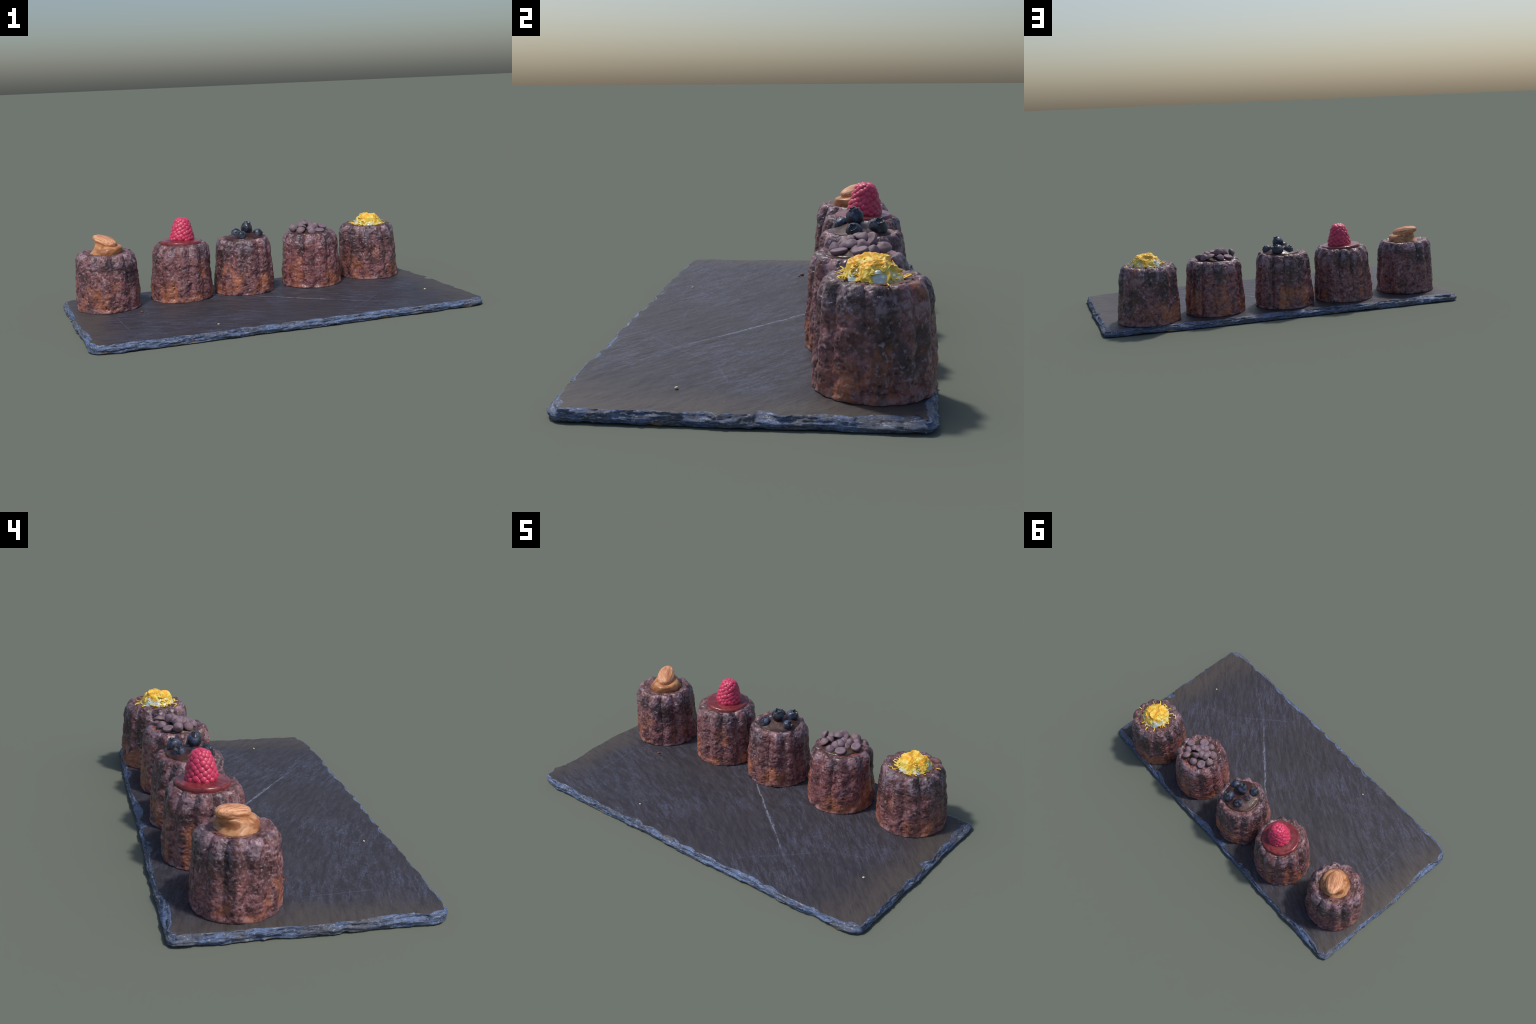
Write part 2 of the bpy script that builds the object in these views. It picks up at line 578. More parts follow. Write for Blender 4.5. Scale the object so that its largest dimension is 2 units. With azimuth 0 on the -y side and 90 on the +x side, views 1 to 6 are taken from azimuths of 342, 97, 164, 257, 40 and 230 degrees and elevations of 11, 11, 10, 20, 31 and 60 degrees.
        zz = np.clip(zz, .0, zt + .0005)
        rings.append(ring(ins, zz))
    # the lip of the top face
    rings[-1][:, 2] = top_z(rings[-1][:, 0], rings[-1][:, 1]) - .0008
    e1 = len(rings) - 1
    last = rings[-1]

    kk = np.exp(-.5 * (np.arange(-60, 61) / 22.) ** 2)
    kk /= kk.sum()
    soft = np.stack([np.convolve(np.r_[last[-60:, i], last[:, i], last[:60, i]], kk, 'valid') for i in (0, 1)], 1)

    def relief(q):
        return (.0024 * fbm(np.c_[(q[:, 0] - .6 * q[:, 1]) * 4, (q[:, 1] + .65 * q[:, 0]) * 13.0, np.zeros(N)], 4, .55, 21)
                + .0015 * fbm(np.c_[q[:, :2] * 2.2, np.zeros(N)], 2, .5, 22)
                + .0009 * fbm(np.c_[(q[:, 0] - .6 * q[:, 1]) * 16, (q[:, 1] + .65 * q[:, 0]) * 42, np.zeros(N)], 3, .6, 23))
    for f in np.r_[np.array([.003, .008, .016, .028, .045]), np.linspace(.065, .985, 74)]:
        w = float(smooth(f, 0, .05))
        q = (last[:, :2] * (1 - w) + soft * w) * (1 - f)
        fade = float(smooth(f, 0, .03))
        rings.append(np.c_[q, top_z(q[:, 0], q[:, 1]) + relief(q) * fade - .0008 * (1 - fade)])
    rings = np.array(rings)
    V, F = loft(rings, pole_bottom=(0, 0, .004), pole_top=(0, 0, top_z(0, 0)))
    # split into the cleft face and the chipped rim: same border vertices
    R = len(rings)
    is_edge = lambda f: len(f) == 4 and e0 <= min(f) // N < e1
    face_mat, edge_mat = slate_face_material(), slate_edge_material()
    whole = mesh_from(V, F, face_mat)
    vn = np.zeros(len(V) * 3)
    whole.vertices.foreach_get("normal", vn)
    vn = vn.reshape(-1, 3)
    for name, pick, mat in (("cleft_face", False, face_mat), ("chipped_edge", True, edge_mat)):
        sub = [f for f in F if is_edge(f) == pick]
        used = sorted({i for f in sub for i in f})
        mp = {v: i for i, v in enumerate(used)}
        me = mesh_from(V[used], [tuple(mp[i] for i in f) for f in sub], mat, name=name)
        me.normals_split_custom_set_from_vertices([tuple(vn[i]) for i in used])
        add(name, me, board)
    bpy.data.meshes.remove(whole)
    # stray crumbs lying on the stone
    rng = random.Random(3)
    for (x, y, r, kind) in [(-.369, -.375, .0045, 0), (.8155, -.175, .0050, 0), (-.652, .03, .007, 1), (-.63, .02, .0035, 1)]:
        ph = np.linspace(0, TAU, 12, endpoint=False)
        rg = []
        for a in np.linspace(-.42, .42, 6) * math.pi:
            rr = math.cos(a)
            rg.append(np.c_[rr * np.cos(ph) * 1.2, rr * np.sin(ph), np.full(12, math.sin(a) * .8)])
        rg = np.array(rg)
        v, f = loft(rg, (0, 0, -.8), (0, 0, .8))
        v = v * (1 + .5 * fbm(v * 1.4, 2, .5, x * 9)[:, None])
        mat = CRUMB_PALE if kind == 0 else CRUMB_DARK
        add("crumb", mesh_from(v * r, f, mat, name="crumb"), board, (x, y, top_z(x, y) + r * .5))
    return board


CRUMB_PALE = plain_material("crumb_pale", srgb(214, 204, 172))
CRUMB_DARK = plain_material("crumb_brown", srgb(122, 74, 60))


# ------------------------------------------------------------------ cake body
def cake_body(parent, mat, seed, phase, H, rb, rt, hollow, lean=(0, 0), tilt=(0, 0), squash=(1, 1, 0)):
    """Fluted canele: twelve convex ribs, rounded shoulder, hollow on top. Origin at its foot."""
    k = rb / .162
    d = hollow
    T = rt
    prof = [(.001, .002), (.08, .001), (.150, .000), (.159 * k, .001), (rb, .006), (rb, .03), (rb * .96 + T * .04, .07),
            (rb * .64 + T * .36, .13), (rb * .34 + T * .66, .18), (T * 1.012, H - .062), (T * .996, H - .040), (T * .960, H - .0215),
            (T * .905, H - .0075), (T * .83, H), (T * .73, H - .003), (T * .62, H - .35 * d), (T * .46, H - .8 * d), (T * .25, H - d), (.001, H - d)]
    P = spline(prof, 215)
    n = 380
    th = np.linspace(0, TAU, n, endpoint=False)
    rings = []
    for (r, z) in P:
        side = float(smooth(z, -.01, .03)) if r > .10 else 0.0
        depth = (.0130 + .0040 * float(smooth(z, .05, H - .04))) * side
        if z > H - .06:
            depth *= float(smooth(r, T * .35, T * .9)) * 1.05
        a = th - phase + .018 * math.sin(z * 31 + seed) + .014 * np.sin(z * 67 + 3 * th + seed)
        rib = np.sqrt(np.cos(6 * a) ** 2 + .04) / math.sqrt(1.04)   # rounded ribs, sharp valleys
        # each rib stands out a little differently
        idx = np.round(a / (TAU / 12)).astype(int) % 12
        var = np.array([random.Random(int(seed * 100) + q).uniform(.65, 1.25) for q in range(12)])[idx]
        rad = r - depth * (1 - rib) * var
        dz = -.006 * (1 - rib) * float(smooth(r, T * .5, T * .85)) * (1 if z > H - .05 else 0)
        rings.append(np.c_[rad * np.cos(th), rad * np.sin(th), z + dz * var])
    rings = np.array(rings)
    R = len(rings)
    V = rings.reshape(-1, 3)
    # outward direction for displacement
    tz = np.gradient(P, axis=0)
    nr = np.c_[tz[:, 1], -tz[:, 0]]
    nr /= np.linalg.norm(nr, axis=1)[:, None] + 1e-9
    rad_n = np.repeat(nr[:, 0], n)
    z_n = np.repeat(nr[:, 1], n)
    ct, st = np.tile(np.cos(th), R), np.tile(np.sin(th), R)
    D = np.c_[rad_n * ct, rad_n * st, z_n]
    o = np.array([seed * 3.1, seed * 1.3, seed * .7])
    lump = .0045 * fbm(V * 9 + o, 2, .5, 1)
    lump += .0062 * fbm(V * np.array([20, 20, 24]) + o, 2, .5, 2)
    ridg = 1 - np.abs(fbm(V * np.array([42, 42, 52]) + o, 2, .5, 3)) * 2.2
    lump += .0020 * (ridg - .55)
    lump += .0013 * fbm(V * 75 + o, 3, .6, 4)
    pits = fbm(V * 58 + o, 2, .5, 5)
    lump -= .0048 * smooth(pits, .28, .6)
    weight = np.repeat(np.array([float(smooth(z, .0, .012)) if r > .1 or z < .1 else .45 for r, z in P]), n)
    weight = np.where(np.repeat(P[:, 0], n) < .1, np.where(np.repeat(P[:, 1], n) < .05, 0, .55), weight)
    V = V + D * (lump * weight)[:, None]
    # ragged foot
    foot = smooth(V[:, 2], .02, .0) * (np.repeat(P[:, 0], n) > .14)
    V[:, :2] *= (1 + foot * .05 * fbm(V * np.array([30, 30, 5]) + o, 3, .6, 6))[:, None]
    # the whole cake leans and is slightly out of round
    q = V[:, 2] / H
    V[:, 2] += q * (tilt[0] * V[:, 0] + tilt[1] * V[:, 1])
    V[:, 0] += lean[0] * q
    V[:, 1] += lean[1] * q
    sx, sy, sa = squash
    c, s_ = math.cos(sa), math.sin(sa)
    u = (V[:, 0] * c + V[:, 1] * s_) * sx
    v = (-V[:, 0] * s_ + V[:, 1] * c) * sy
    V[:, 0], V[:, 1] = u * c - v * s_, u * s_ + v * c
    verts, faces = loft(V.reshape(R, n, 3))
    verts = list(verts)
    b0, b1 = verts[:n], verts[-n:]
    verts.append(np.mean(b0, axis=0))
    faces += [(len(verts) - 1, (i + 1) % n, i) for i in range(n)]
    verts.append(np.mean(b1, axis=0))
    faces += [(len(verts) - 1, (R - 1) * n + i, (R - 1) * n + (i + 1) % n) for i in range(n)]
    return add("cake_body", mesh_from(verts, faces, mat, name="cake_body"), parent)


def pool(parent, name, mat, center, r, z_rim, z_mid, drop=.02, seed=0.0, wob=.06, ripple=.0012, tilt=(0, 0), heaps=()):
    """A set puddle of glaze: flat dome with a rounded, wavering margin."""
    n, rows = 180, 46
    th = np.linspace(0, TAU, n, endpoint=False)
    edge = r * (1 + wob * fbm(np.c_[np.cos(th) * 1.6, np.sin(th) * 1.6, np.zeros(n)], 4, .55, seed))
    prof = spline([(1.0, z_rim - drop), (1.010, z_rim - .009), (.990, z_rim - .002), (.94, z_rim + .002), (.82, z_rim * .72 + z_mid * .28),
                   (.6, z_rim * .3 + z_mid * .7), (.3, z_rim * .05 + z_mid * .95), (.01, z_mid)], rows)
    rings = []
    for f, z in prof:
        q = np.c_[f * edge * np.cos(th), f * edge * np.sin(th), np.full(n, z)]
        q[:, 2] += ripple * fbm(q * np.array([24, 24, 1]), 3, .5, seed + 3)
        rings.append(q)
    v, f = loft(np.array(rings), None, (0, 0, z_mid))
    for hx, hy, hr, hh in heaps:
        d2 = (v[:, 0] + center[0] - hx) ** 2 + (v[:, 1] + center[1] - hy) ** 2
        v[:, 2] += hh * np.exp(-d2 / hr ** 2) * smooth(np.hypot(v[:, 0], v[:, 1]), r * 1.02, r * .8)
    v[:, 2] += v[:, 0] * tilt[0] + v[:, 1] * tilt[1]
    v[:, :2] += np.array(center[:2])
    return add(name, mesh_from(v, f, mat, name=name), parent)


def revolve(prof, n, rows, seed=0.0, amp=0.0, freq=20):
    P = spline(prof, rows)
    th = np.linspace(0, TAU, n, endpoint=False)
    rings = np.array([np.c_[r * np.cos(th), r * np.sin(th), np.full(n, z)] for r, z in P])
    v, f = loft(rings, (0, 0, P[0, 1]), (0, 0, P[-1, 1]))
    if amp:
        v = v + v / (np.linalg.norm(v, axis=1)[:, None] + 1e-6) * (amp * fbm(v * freq, 3, .5, seed))[:, None]
    return v, f


def aim(vec, roll=0.0):
    """Quaternion that turns +z to vec."""
    q = Vector(vec).normalized().to_track_quat('Z', 'Y')
    return q @ Matrix.Rotation(roll, 3, 'Z').to_quaternion()


# ------------------------------------------------------------------ toppings
def top_almond(cake, O):
    """Dollop of caramel cream with one almond lying on it."""
    n, rows = 150, 60
    th = np.linspace(0, TAU, n, endpoint=False)
    #  z, centre x, centre y, radius along almond axis, radius across
    key = [(.286, -.781, .238, .062, .066), (.296, -.781, .239, .078, .077), (.310, -.781, .241, .083, .080),
           (.324, -.778, .240, .083, .081), (.338, -.772, .236, .081, .077), (.350, -.768, .235, .079, .069),
           (.358, -.768, .237, .076, .062), (.364, -.770, .241, .068, .052), (.369, -.774, .246, .048, .036)]
    K = spline(key, rows)
    ax = np.array([-.56, .83])
    bx = np.array([.83, .56])
    rings = []
    for z, cx, cy, ra, rb in K:
        c = np.array([cx, cy])
        a = np.cos(th)[:, None] * ax * ra + np.sin(th)[:, None] * bx * rb
        # toward the raised tip the cream is pulled in under the nut
        pull = np.clip(np.cos(th), 0, 1) ** 2 * .014 * math.sin(math.pi * min(1, max(0, (z - .30) / .075)))
        a -= (ax[None] * pull[:, None])
        p = np.c_[c + a, np.full(n, z)]
        p[:, 2] += .012 * (np.cos(th)) * float(smooth(z, .335, .38))
        swirl = np.sin(z * 150 + 1.0 * th + 2 * np.sin(th)) * .0007
        p[:, :2] += a / np.linalg.norm(a, axis=1)[:, None] * swirl[:, None]
        rings.append(p)
    v, f = loft(np.array(rings), K[0, [1, 2, 0]], K[-1, [1, 2, 0]] + [0, 0, .002])
    v += np.c_[np.tile(0, len(v)), np.tile(0, len(v)), .002 * fbm(v * 26, 3, .5, 2)]
    v[:, :2] += (.0035 * fbm(v * 20, 3, .5, 4))[:, None]
    add("caramel_cream", mesh_from(v - O, f, caramel_material(), name="caramel_cream"), cake)
    # almond along local +x (tip at +x)
    n, rows = 96, 72
    th = np.linspace(0, TAU, n, endpoint=False)
    Ln = .154
    rings = []
    for t in np.linspace(.004, .996, rows):
        w = (math.sin(math.pi * t ** .95)) ** .45 * (1 - .12 * t)
        y = np.sign(np.cos(th)) * np.abs(np.cos(th)) ** .85 * w * .047
        z = np.sign(np.sin(th)) * np.abs(np.sin(th)) ** .85 * w ** .8 * .0265
        g = np.cos(11 * th + .6 * math.sin(t * 5)) * .0009 * math.sin(math.pi * t)
        rings.append(np.c_[np.full(n, (t - .5) * Ln), y * (1 + g / .043), z + g * np.sign(np.sin(th)) * np.abs(np.sin(th))])
    v, f = loft(np.array(rings), (-.5 * Ln, 0, 0), (.5 * Ln, 0, 0))
    f = [tuple(reversed(q)) for q in f]
    v[:, 2] += .0012 * fbm(v * 45, 2, .5, 3)
    # axes in the scene
    X = Vector((-.102, .150, .040)).normalized()
    Z = Vector((.16, -.10, 1.0))
    Z = (Z - X * Z.dot(X)).normalized()
    Y = Z.cross(X)
    rot = Matrix((X, Y, Z)).transposed().to_quaternion()
    # make sure faces point outward
    me = mesh_from(v, f, almond_material(), name="almond")
    import bmesh
    bm = bmesh.new()
    bm.from_mesh(me)
    bmesh.ops.recalc_face_normals(bm, faces=bm.faces)
    bm.to_mesh(me)
    bm.free()
    add("almond", me, cake, Vector((-.780, .251, .380)) - Vector(O), rot)


def top_raspberry(cake, O):
    jam = glaze_material("raspberry_glaze", srgb(98, 30, 36), srgb(134, 54, 56), seed=2.0)
    pool(cake, "raspberry_glaze", jam, np.array((-.372, .287)) - O[:2], .107, .3405 - O[2], .349 - O[2], .03, 1.0, .035, tilt=(-.045, 0))
    base = np.array((-.365, .289, .340)) - O
    tip = np.array((-.359, .296, .462)) - O
    axis = tip - base
    hgt = np.linalg.norm(axis)
    prof = [(.062, .0), (.0645, .010), (.062, .028), (.0575, .050), (.0515, .070), (.0445, .090), (.036, .107), (.022, .1175), (.001, .1195)]
    core = [(r * .952, z * .98) for r, z in prof]
    v, f = revolve(core, 64, 50)
    rot = aim(axis)
    berry = add("raspberry", mesh_from(v, f, raspberry_material("raspberry_flesh", False), name="raspberry"), cake, base, rot)
    # drupelets in staggered rows
    n, rows = 18, 11
    th = np.linspace(0, TAU, n, endpoint=False)
    rg = []
    for a in np.linspace(-.46, .46, rows) * math.pi:
        c = math.cos(a)
        rg.append(np.c_[c * np.cos(th), c * np.sin(th), np.full(n, math.sin(a))])
    v, f = loft(np.array(rg), (0, 0, -1), (0, 0, 1))
    mat = raspberry_material("raspberry_drupelet")
    mats = mesh_from(v, f, mat, name="drupelet")
    P = spline(prof, 200)
    sl = np.r_[0, np.cumsum(np.linalg.norm(np.diff(P, axis=0), axis=1))]
    rng = random.Random(8)
    # equal-area spiral, jittered, so the grains pack without forming a grid
    area = np.r_[0, np.cumsum(np.diff(sl) * (P[1:, 0] + P[:-1, 0]) / 2)]
    count = 104
    for q in range(count):
        s = np.interp((q + .5) / count * area[-1], area, sl)
        s = min(max(0, s + rng.uniform(-.003, .003)), sl[-1])
        r = np.interp(s, sl, P[:, 0])
        z = np.interp(s, sl, P[:, 1])
        j = min(len(P) - 2, int(np.searchsorted(sl, s)))
        t = P[j + 1] - P[j]
        ln = math.hypot(t[0], t[1])
        nr, nz = t[1] / ln, -t[0] / ln
        a = q * 2.39996 + rng.uniform(-.05, .05)
        sink = .0066 + rng.uniform(-.001, .0022)
        rr, zz = r - sink * nr, z - sink * nz
        o = add("drupelet", mats, berry, (rr * math.cos(a), rr * math.sin(a), zz),
                aim((nr * math.cos(a), nr * math.sin(a), nz)))
        g = rng.uniform(.88, 1.14)
        o.scale = (.0136 * g, .0130 * g, .0086 * rng.uniform(.9, 1.1))


def blueberry_mesh(mat, seed, stem):
    """Berry with its crown: a raised ring round a small crater. Unit radius."""
    prof = [(.001, -1.0), (.45, -.90), (.82, -.57), (.99, -.08), (.93, .36), (.74, .67), (.56, .84), (.50, .84 + stem * .55), (.50, .84 + stem),
            (.42, .86 + stem), (.33, .80 + stem * .6), (.20, .74), (.001, .72)]
    P = spline(prof, 60)
    n = 60
    th = np.linspace(0, TAU, n, endpoint=False)
    rings = []
    for r, z in P:
        lob = 1 + (.10 * np.cos(5 * th + seed)) * float(smooth(z, .80, .95))
        rings.append(np.c_[r * lob * np.cos(th), r * lob * np.sin(th), np.full(n, z) + .04 * np.cos(5 * th + seed) * float(smooth(z, .86, .98))])
    v, f = loft(np.array(rings), (0, 0, P[0, 1]), (0, 0, P[-1, 1]))
    v = v * (1 + .09 * fbm(v * 1.3, 3, .5, seed)[:, None])
    return v, f


def top_blueberries(cake, O):
    choc = glaze_material("chocolate_glaze", srgb(52, 27, 26), srgb(76, 40, 36), srgb(80, 67, 55), seed=5.0)
    pool(cake, "chocolate_glaze", choc, np.array((-.025, .283)) - O[:2], .103, .3275 - O[2], .339 - O[2], .03, 4.0, .05, .002,
         heaps=[(bx - O[0], by - O[1], 1.25 * br, .012 if bz < .36 else .020) for bx, by, bz, br in
                [(-.014, .264, .380, .030), (-.058, .219, .344, .028), (.047, .264, .341, .0275),
                 (.012, .344, .348, .032), (-.052, .332, .340, .028), (-.062, .276, .341, .021)]])
    mat = blueberry_material()
    rng = random.Random(2)
    #       x     y     z    radius  crown direction    crown height
    for i, (x, y, z, r, d, st) in enumerate([
            (-.014, .264, .380, .0300, (.25, -.20, 1.0), .16),
            (-.058, .219, .344, .0280, (-.35, -.55, .75), .10),
            (.047, .264, .341, .0275, (.75, -.15, .55), .12),
            (.012, .344, .348, .0320, (.55, .15, .85), .14),
            (-.052, .332, .340, .0280, (-.4, .35, .8), .10),
            (-.062, .276, .341, .0210, (-.7, -.2, .7), .10)]):
        v, f = blueberry_mesh(mat, i * 1.7, st)
        me = mesh_from(v * r, f, mat, name="blueberry")
        add("blueberry", me, cake, Vector((x, y, z)) - Vector(O), aim(d, rng.uniform(0, 6)))


def top_chocolate_drops(cake, O):
    sauce = glaze_material("chocolate_sauce", srgb(56, 37, 30), srgb(88, 70, 55), seed=9.0)
    pool(cake, "chocolate_sauce", sauce, np.array((.352, .284)) - O[:2], .094, .3235 - O[2], .340 - O[2], .03, 8.0, .07, .002)
    mat = chocolate_material()
    base = [(.001, .0), (.6, .0), (.86, .02), (.99, .16), (.98, .36), (.84, .66), (.58, .95), (.30, 1.17), (.10, 1.30), (.001, 1.33)]
    meshes = []
    for k, hgt in enumerate((1.0, .82, .92, .72)):
        v, f = revolve([(r, z * hgt) for r, z in base], 44, 40)
        v[:, :2] *= 1 + .09 * fbm(v * 1.1, 2, .5, k + 1)[:, None]
        v[:, 2] += .05 * fbm(v * 1.6, 2, .5, k + 5)
        dent = smooth(.6 - np.hypot(v[:, 0], v[:, 1]), 0, .5) * (v[:, 2] < .15)
        v[:, 2] += .08 * dent
        meshes.append(mesh_from(v, f, mat, name="chocolate_drop"))
    rng = random.Random(4)
    up = (0, 0, 1)
    #   base centre x, y, z    tip direction          radius
    for i, (x, y, z, d, r) in enumerate([
            (.350, .318, .366, (-.50, .55, -.55), .0225),
            (.306, .287, .352, (-.30, .35, .80), .0225),
            (.306, .262, .346, (.30, .55, .60), .0190),
            (.388, .363, .341, (.35, -.10, .85), .0225),
            (.412, .330, .331, (.3, .2, .9), .0215),
            (.291, .247, .335, (-.4, -.25, .75), .0215),
            (.352, .254, .334, (.05, -.12, 1.0), .0235),
            (.386, .284, .328, (.15, -.25, .9), .0215),
            (.437, .292, .350, (-.15, .25, -.95), .0225),
            (.392, .230, .340, (.0, .15, -1.0), .0245),
            (.342, .219, .326, (.1, -.3, .9), .0200),
            (.368, .294, .347, (.3, -.5, .7), .0190),
            (.393, .305, .342, (.4, -.3, .8), .0185),
            (.287, .335, .340, (.15, -.2, -.95), .0225),
            (.330, .300, .356, (-.1, .25, .9), .0215),
            (.366, .268, .347, (.25, -.1, .9), .0205),
            (.266, .294, .346, (-.9, -.2, .15), .0205),
            (.335, .355, .332, (-.2, .3, .9), .0200)]):
        o = add("chocolate_drop", meshes[i % 4], cake, Vector((x, y, z + .001)) - Vector(O), aim(d, rng.uniform(0, 6)))
        r *= 1.12
        o.scale = (r, r * rng.uniform(.9, 1.05), r * rng.uniform(.9, 1.05))


def ribbon(path, w, t, twist=0.0):
    """Thin curled strip with real thickness along a path."""
    P = spline(path, 16)
    T = np.gradient(P, axis=0)
    T /= np.linalg.norm(T, axis=1)[:, None] + 1e-9
    rings = []
    for k in range(len(P)):
        up = np.array([0, 0, 1.0])
        side = np.cross(T[k], up)
        side /= np.linalg.norm(side) + 1e-6
        nn = np.cross(side, T[k])
        a = twist * k / len(P)
        s2 = side * math.cos(a) + nn * math.sin(a)
        n2 = -side * math.sin(a) + nn * math.cos(a)
        e = .35 + .65 * math.sin(math.pi * min(1, max(0, .06 + .88 * k / (len(P) - 1)))) ** .5
        ring = [P[k] + s2 * w * e * math.cos(q) + n2 * t * math.sin(q) for q in np.linspace(0, TAU, 7)[:-1]]
        rings.append(ring)
    v, f = loft(np.array(rings), P[0], P[-1])
    return v, [tuple(reversed(q)) for q in f]


def top_zest(cake, O):
    c = np.array((.733, .334)) - O[:2]
    zb = .319 - O[2]
    # cream mound
    n, rows = 140, 60
    th = np.linspace(0, TAU, n, endpoint=False)
    prof = spline([(.083, -.012), (.081, .002), (.077, .012), (.069, .026), (.060, .037), (.048, .046), (.030, .050), (.012, .051), (.001, .051)], rows)
    rings = [np.c_[c[0] + r * np.cos(th), c[1] + r * np.sin(th), np.full(n, zb + z)] for r, z in prof]
    v, f = loft(np.array(rings), None, (c[0], c[1], zb + .050))
    d = v - np.array([c[0], c[1], zb])
    v = v + d * (.16 * fbm(v * 24, 3, .55, 3))[:, None]
    add("citrus_cream", mesh_from(v, f, cream_material(), name="citrus_cream"), cake)
    # clump of grated zest packed over the crown of the mound: a ragged plateau with a fringe
    zm = zest_material()
    n, rows = 220, 100
    th = np.linspace(0, TAU, n, endpoint=False)
    prof = spline([(.070, .015), (.0705, .021), (.065, .032), (.059, .044), (.053, .051), (.046, .056), (.034, .059), (.018, .060), (.001, .060)], rows)
    skirt = fbm(np.c_[np.cos(th) * 3.4, np.sin(th) * 3.4, np.zeros(n)], 4, .75, 5)
    rings = []
    for k, (r, z) in enumerate(prof):
        low = 1 - min(1, k / 34)
        zz = z - .030 * low * (.95 + 1.6 * skirt - 1.1 * np.clip(np.cos(th - .75), 0, 1) ** 2)
        rr = r * (1 + .24 * low * skirt)
        rings.append(np.c_[c[0] + rr * np.cos(th), c[1] + rr * np.sin(th), zb + zz])
    v, f = loft(np.array(rings), None, (c[0], c[1], zb + .060))
    d = v - np.array([c[0], c[1], zb + .01])
    ln = np.linalg.norm(d, axis=1)[:, None]
    fold = 1 - np.abs(fbm(v * np.array([17, 17, 9]), 2, .5, 6)) * 2.6
    lump = .015 * (fold - .35) + .0050 * fbm(v * np.array([40, 40, 22]), 3, .6, 7) + .002 * fbm(v * 110, 2, .6, 9)
    v = v + d / ln * lump[:, None]
    v[:, 2] += -.05 * (v[:, 0] - c[0]) * smooth(v[:, 2] - zb, .02, .06)
    add("zest_clump", mesh_from(v, f, zm, name="zest_clump"), cake)
    # loose shreds: over the clump, hanging down its flank, and strewn on the cake
    rng = random.Random(6)
    VV, FF = [], []

    def put(v, f):
        b = sum(len(q) for q in VV)
        VV.append(v)
        FF.extend([tuple(i + b for i in q) for q in f])
    for k in range(90):
        a = rng.uniform(0, TAU)
        hang = k % 2 == 0
        e0 = rng.uniform(.25, .95) if not hang else rng.uniform(.75, 1.0)
        # a point on the dome and a short wandering path over it
        path = []
        ea, el = a, e0
        for j in range(4):
            r = .070 * math.sin(min(1.0, el) * math.pi / 2) ** .8 * rng.uniform(.97, 1.05)
            z = .061 * math.cos(min(1.0, el) * math.pi / 2) ** .7 + rng.uniform(-.002, .003)
            if el > 1:
                r = .074 + (el - 1) * .05
                z = .002 + rng.uniform(0, .004)
            path.append((c[0] + r * math.cos(ea), c[1] + r * math.sin(ea), zb + z))
            ea += rng.uniform(-.30, .30)
            el += rng.uniform(.05, .16) if hang else rng.uniform(-.15, .15)
            el = max(.05, el)
        put(*ribbon(path, rng.choice((.0026, .0036, .0050, .0080)), rng.uniform(.0010, .0016), rng.uniform(-1.0, 1.0)))
    for k in range(40):
        # fringe: shreds that slide off the flank and splay on the crust
        a = rng.uniform(1.3, TAU - .25) + .25 * rng.uniform(-1, 1)
        reach = rng.choice((rng.uniform(.074, .086), rng.uniform(.080, .104)))
        da = rng.choice((rng.uniform(-.3, .3), rng.uniform(-1.3, 1.3)))
        path = []
        for j, (rr, zz) in enumerate([(.055, .044), (.066, .026), (.074, .011), (reach, .009 + .25 * max(0, reach - .09) + rng.uniform(0, .008))]):
            b = a + da * j / 3 + rng.uniform(-.05, .05)
            path.append((c[0] + rr * math.cos(b), c[1] + rr * math.sin(b), zb + zz + rng.uniform(-.001, .003)))
        put(*ribbon(path, rng.choice((.0026, .0034, .0042, .0062)), rng.uniform(.0012, .0017), rng.uniform(-1, 1)))
    add("zest_shreds", mesh_from(np.vstack(VV), FF, zm, name="zest_shreds"), cake)["kind"] = "stuff"
    # a few that lie apart on the crust
    for (x0, y0, pts) in [(.640, .262, [(0, 0, .001), (.012, -.014, .010), (.024, -.006, .006), (.034, -.014, .002), (.046, -.008, .002)]),
                          (.668, .392, [(0, 0, .002), (-.010, .010, .004), (-.014, .018, .003), (-.02, .02, .002)]),
                          (.826, .372, [(0, 0, .003), (.012, .002, .004), (.022, .004, .003)]),
                          (.655, .330, [(0, 0, .002), (-.006, .010, .005), (-.012, .018, .003)]),
                          (.735, .245, [(0, 0, .002), (.012, .006, .005), (.022, .000, .004), (.034, .006, .002)]),
                          (.700, .420, [(0, 0, .002), (-.004, .014, .004), (-.012, .024, .002)])]:
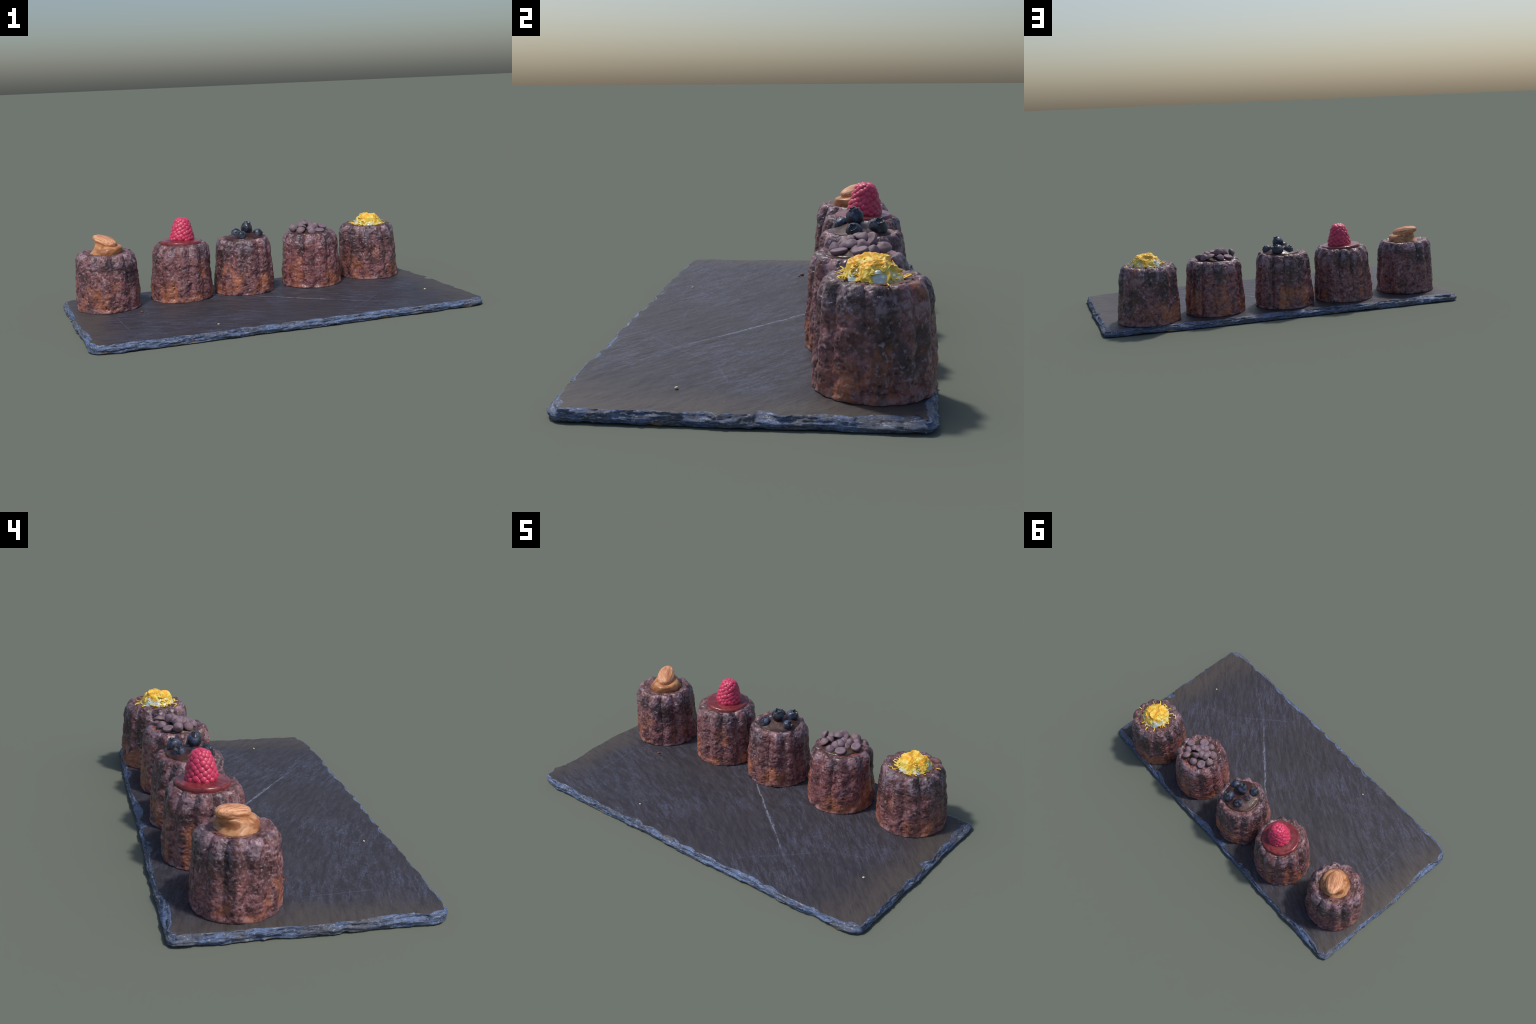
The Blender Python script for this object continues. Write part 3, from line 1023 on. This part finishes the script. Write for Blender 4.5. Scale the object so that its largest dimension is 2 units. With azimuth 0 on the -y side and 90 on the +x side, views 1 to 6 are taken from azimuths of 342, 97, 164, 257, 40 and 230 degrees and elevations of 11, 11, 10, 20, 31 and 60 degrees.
        p = [np.array((x0 + q[0], y0 + q[1], .3285 + q[2])) - O for q in pts]
        v, f = ribbon(p, .0034, .0017, 1.0)
        add("zest_shred", mesh_from(v, f, zm, name="zest_shred"), cake)


# ------------------------------------------------------------------ assemble
build_slate()

CAKES = [
    # x, y, crest z, foot radius, top radius, rib phase (deg), hollow, material settings, label, topping
    dict(p=(-.781, .233), top=.328, rb=.164, rt=.152, ph=19, hollow=.009, lean=(0.0, 0), tilt=(-.035, 0),
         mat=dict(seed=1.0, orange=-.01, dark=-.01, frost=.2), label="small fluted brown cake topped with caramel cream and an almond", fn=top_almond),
    dict(p=(-.383, .282), top=.332, rb=.163, rt=.1495, ph=19, hollow=.010, lean=(.006, -.002),
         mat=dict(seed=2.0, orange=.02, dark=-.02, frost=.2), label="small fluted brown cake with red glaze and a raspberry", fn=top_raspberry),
    dict(p=(-.032, .2895), top=.328, rb=.163, rt=.1475, ph=3, hollow=.012, lean=(.002, -.001),
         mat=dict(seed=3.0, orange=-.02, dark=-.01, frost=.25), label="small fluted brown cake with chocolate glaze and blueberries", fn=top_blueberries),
    dict(p=(.360, .2905), top=.324, rb=.163, rt=.149, ph=4, hollow=.012, lean=(-.001, -.002),
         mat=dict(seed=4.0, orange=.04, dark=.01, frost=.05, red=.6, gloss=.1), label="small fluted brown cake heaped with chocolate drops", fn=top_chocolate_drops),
    dict(p=(.731, .343), top=.331, rb=.165, rt=.152, ph=2, hollow=.005, lean=(-.009, -.002),
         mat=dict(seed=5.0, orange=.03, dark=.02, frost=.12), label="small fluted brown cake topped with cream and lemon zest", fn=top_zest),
]
for i, C in enumerate(CAKES):
    x, y = C["p"]
    O = np.array((x, y, top_z(x, y) - .0005))
    cake = thing("canele_cake", C["label"], "canelé cake", O)
    mat = crust_material("baked_crust" if i == 0 else "baked_crust.%03d" % i, **C["mat"])
    cake_body(cake, mat, C["mat"]["seed"], math.radians(C["ph"]), C["top"] - O[2], C["rb"], C["rt"], C["hollow"], C["lean"], C.get("tilt", (0, 0)))
    C["fn"](cake, O)
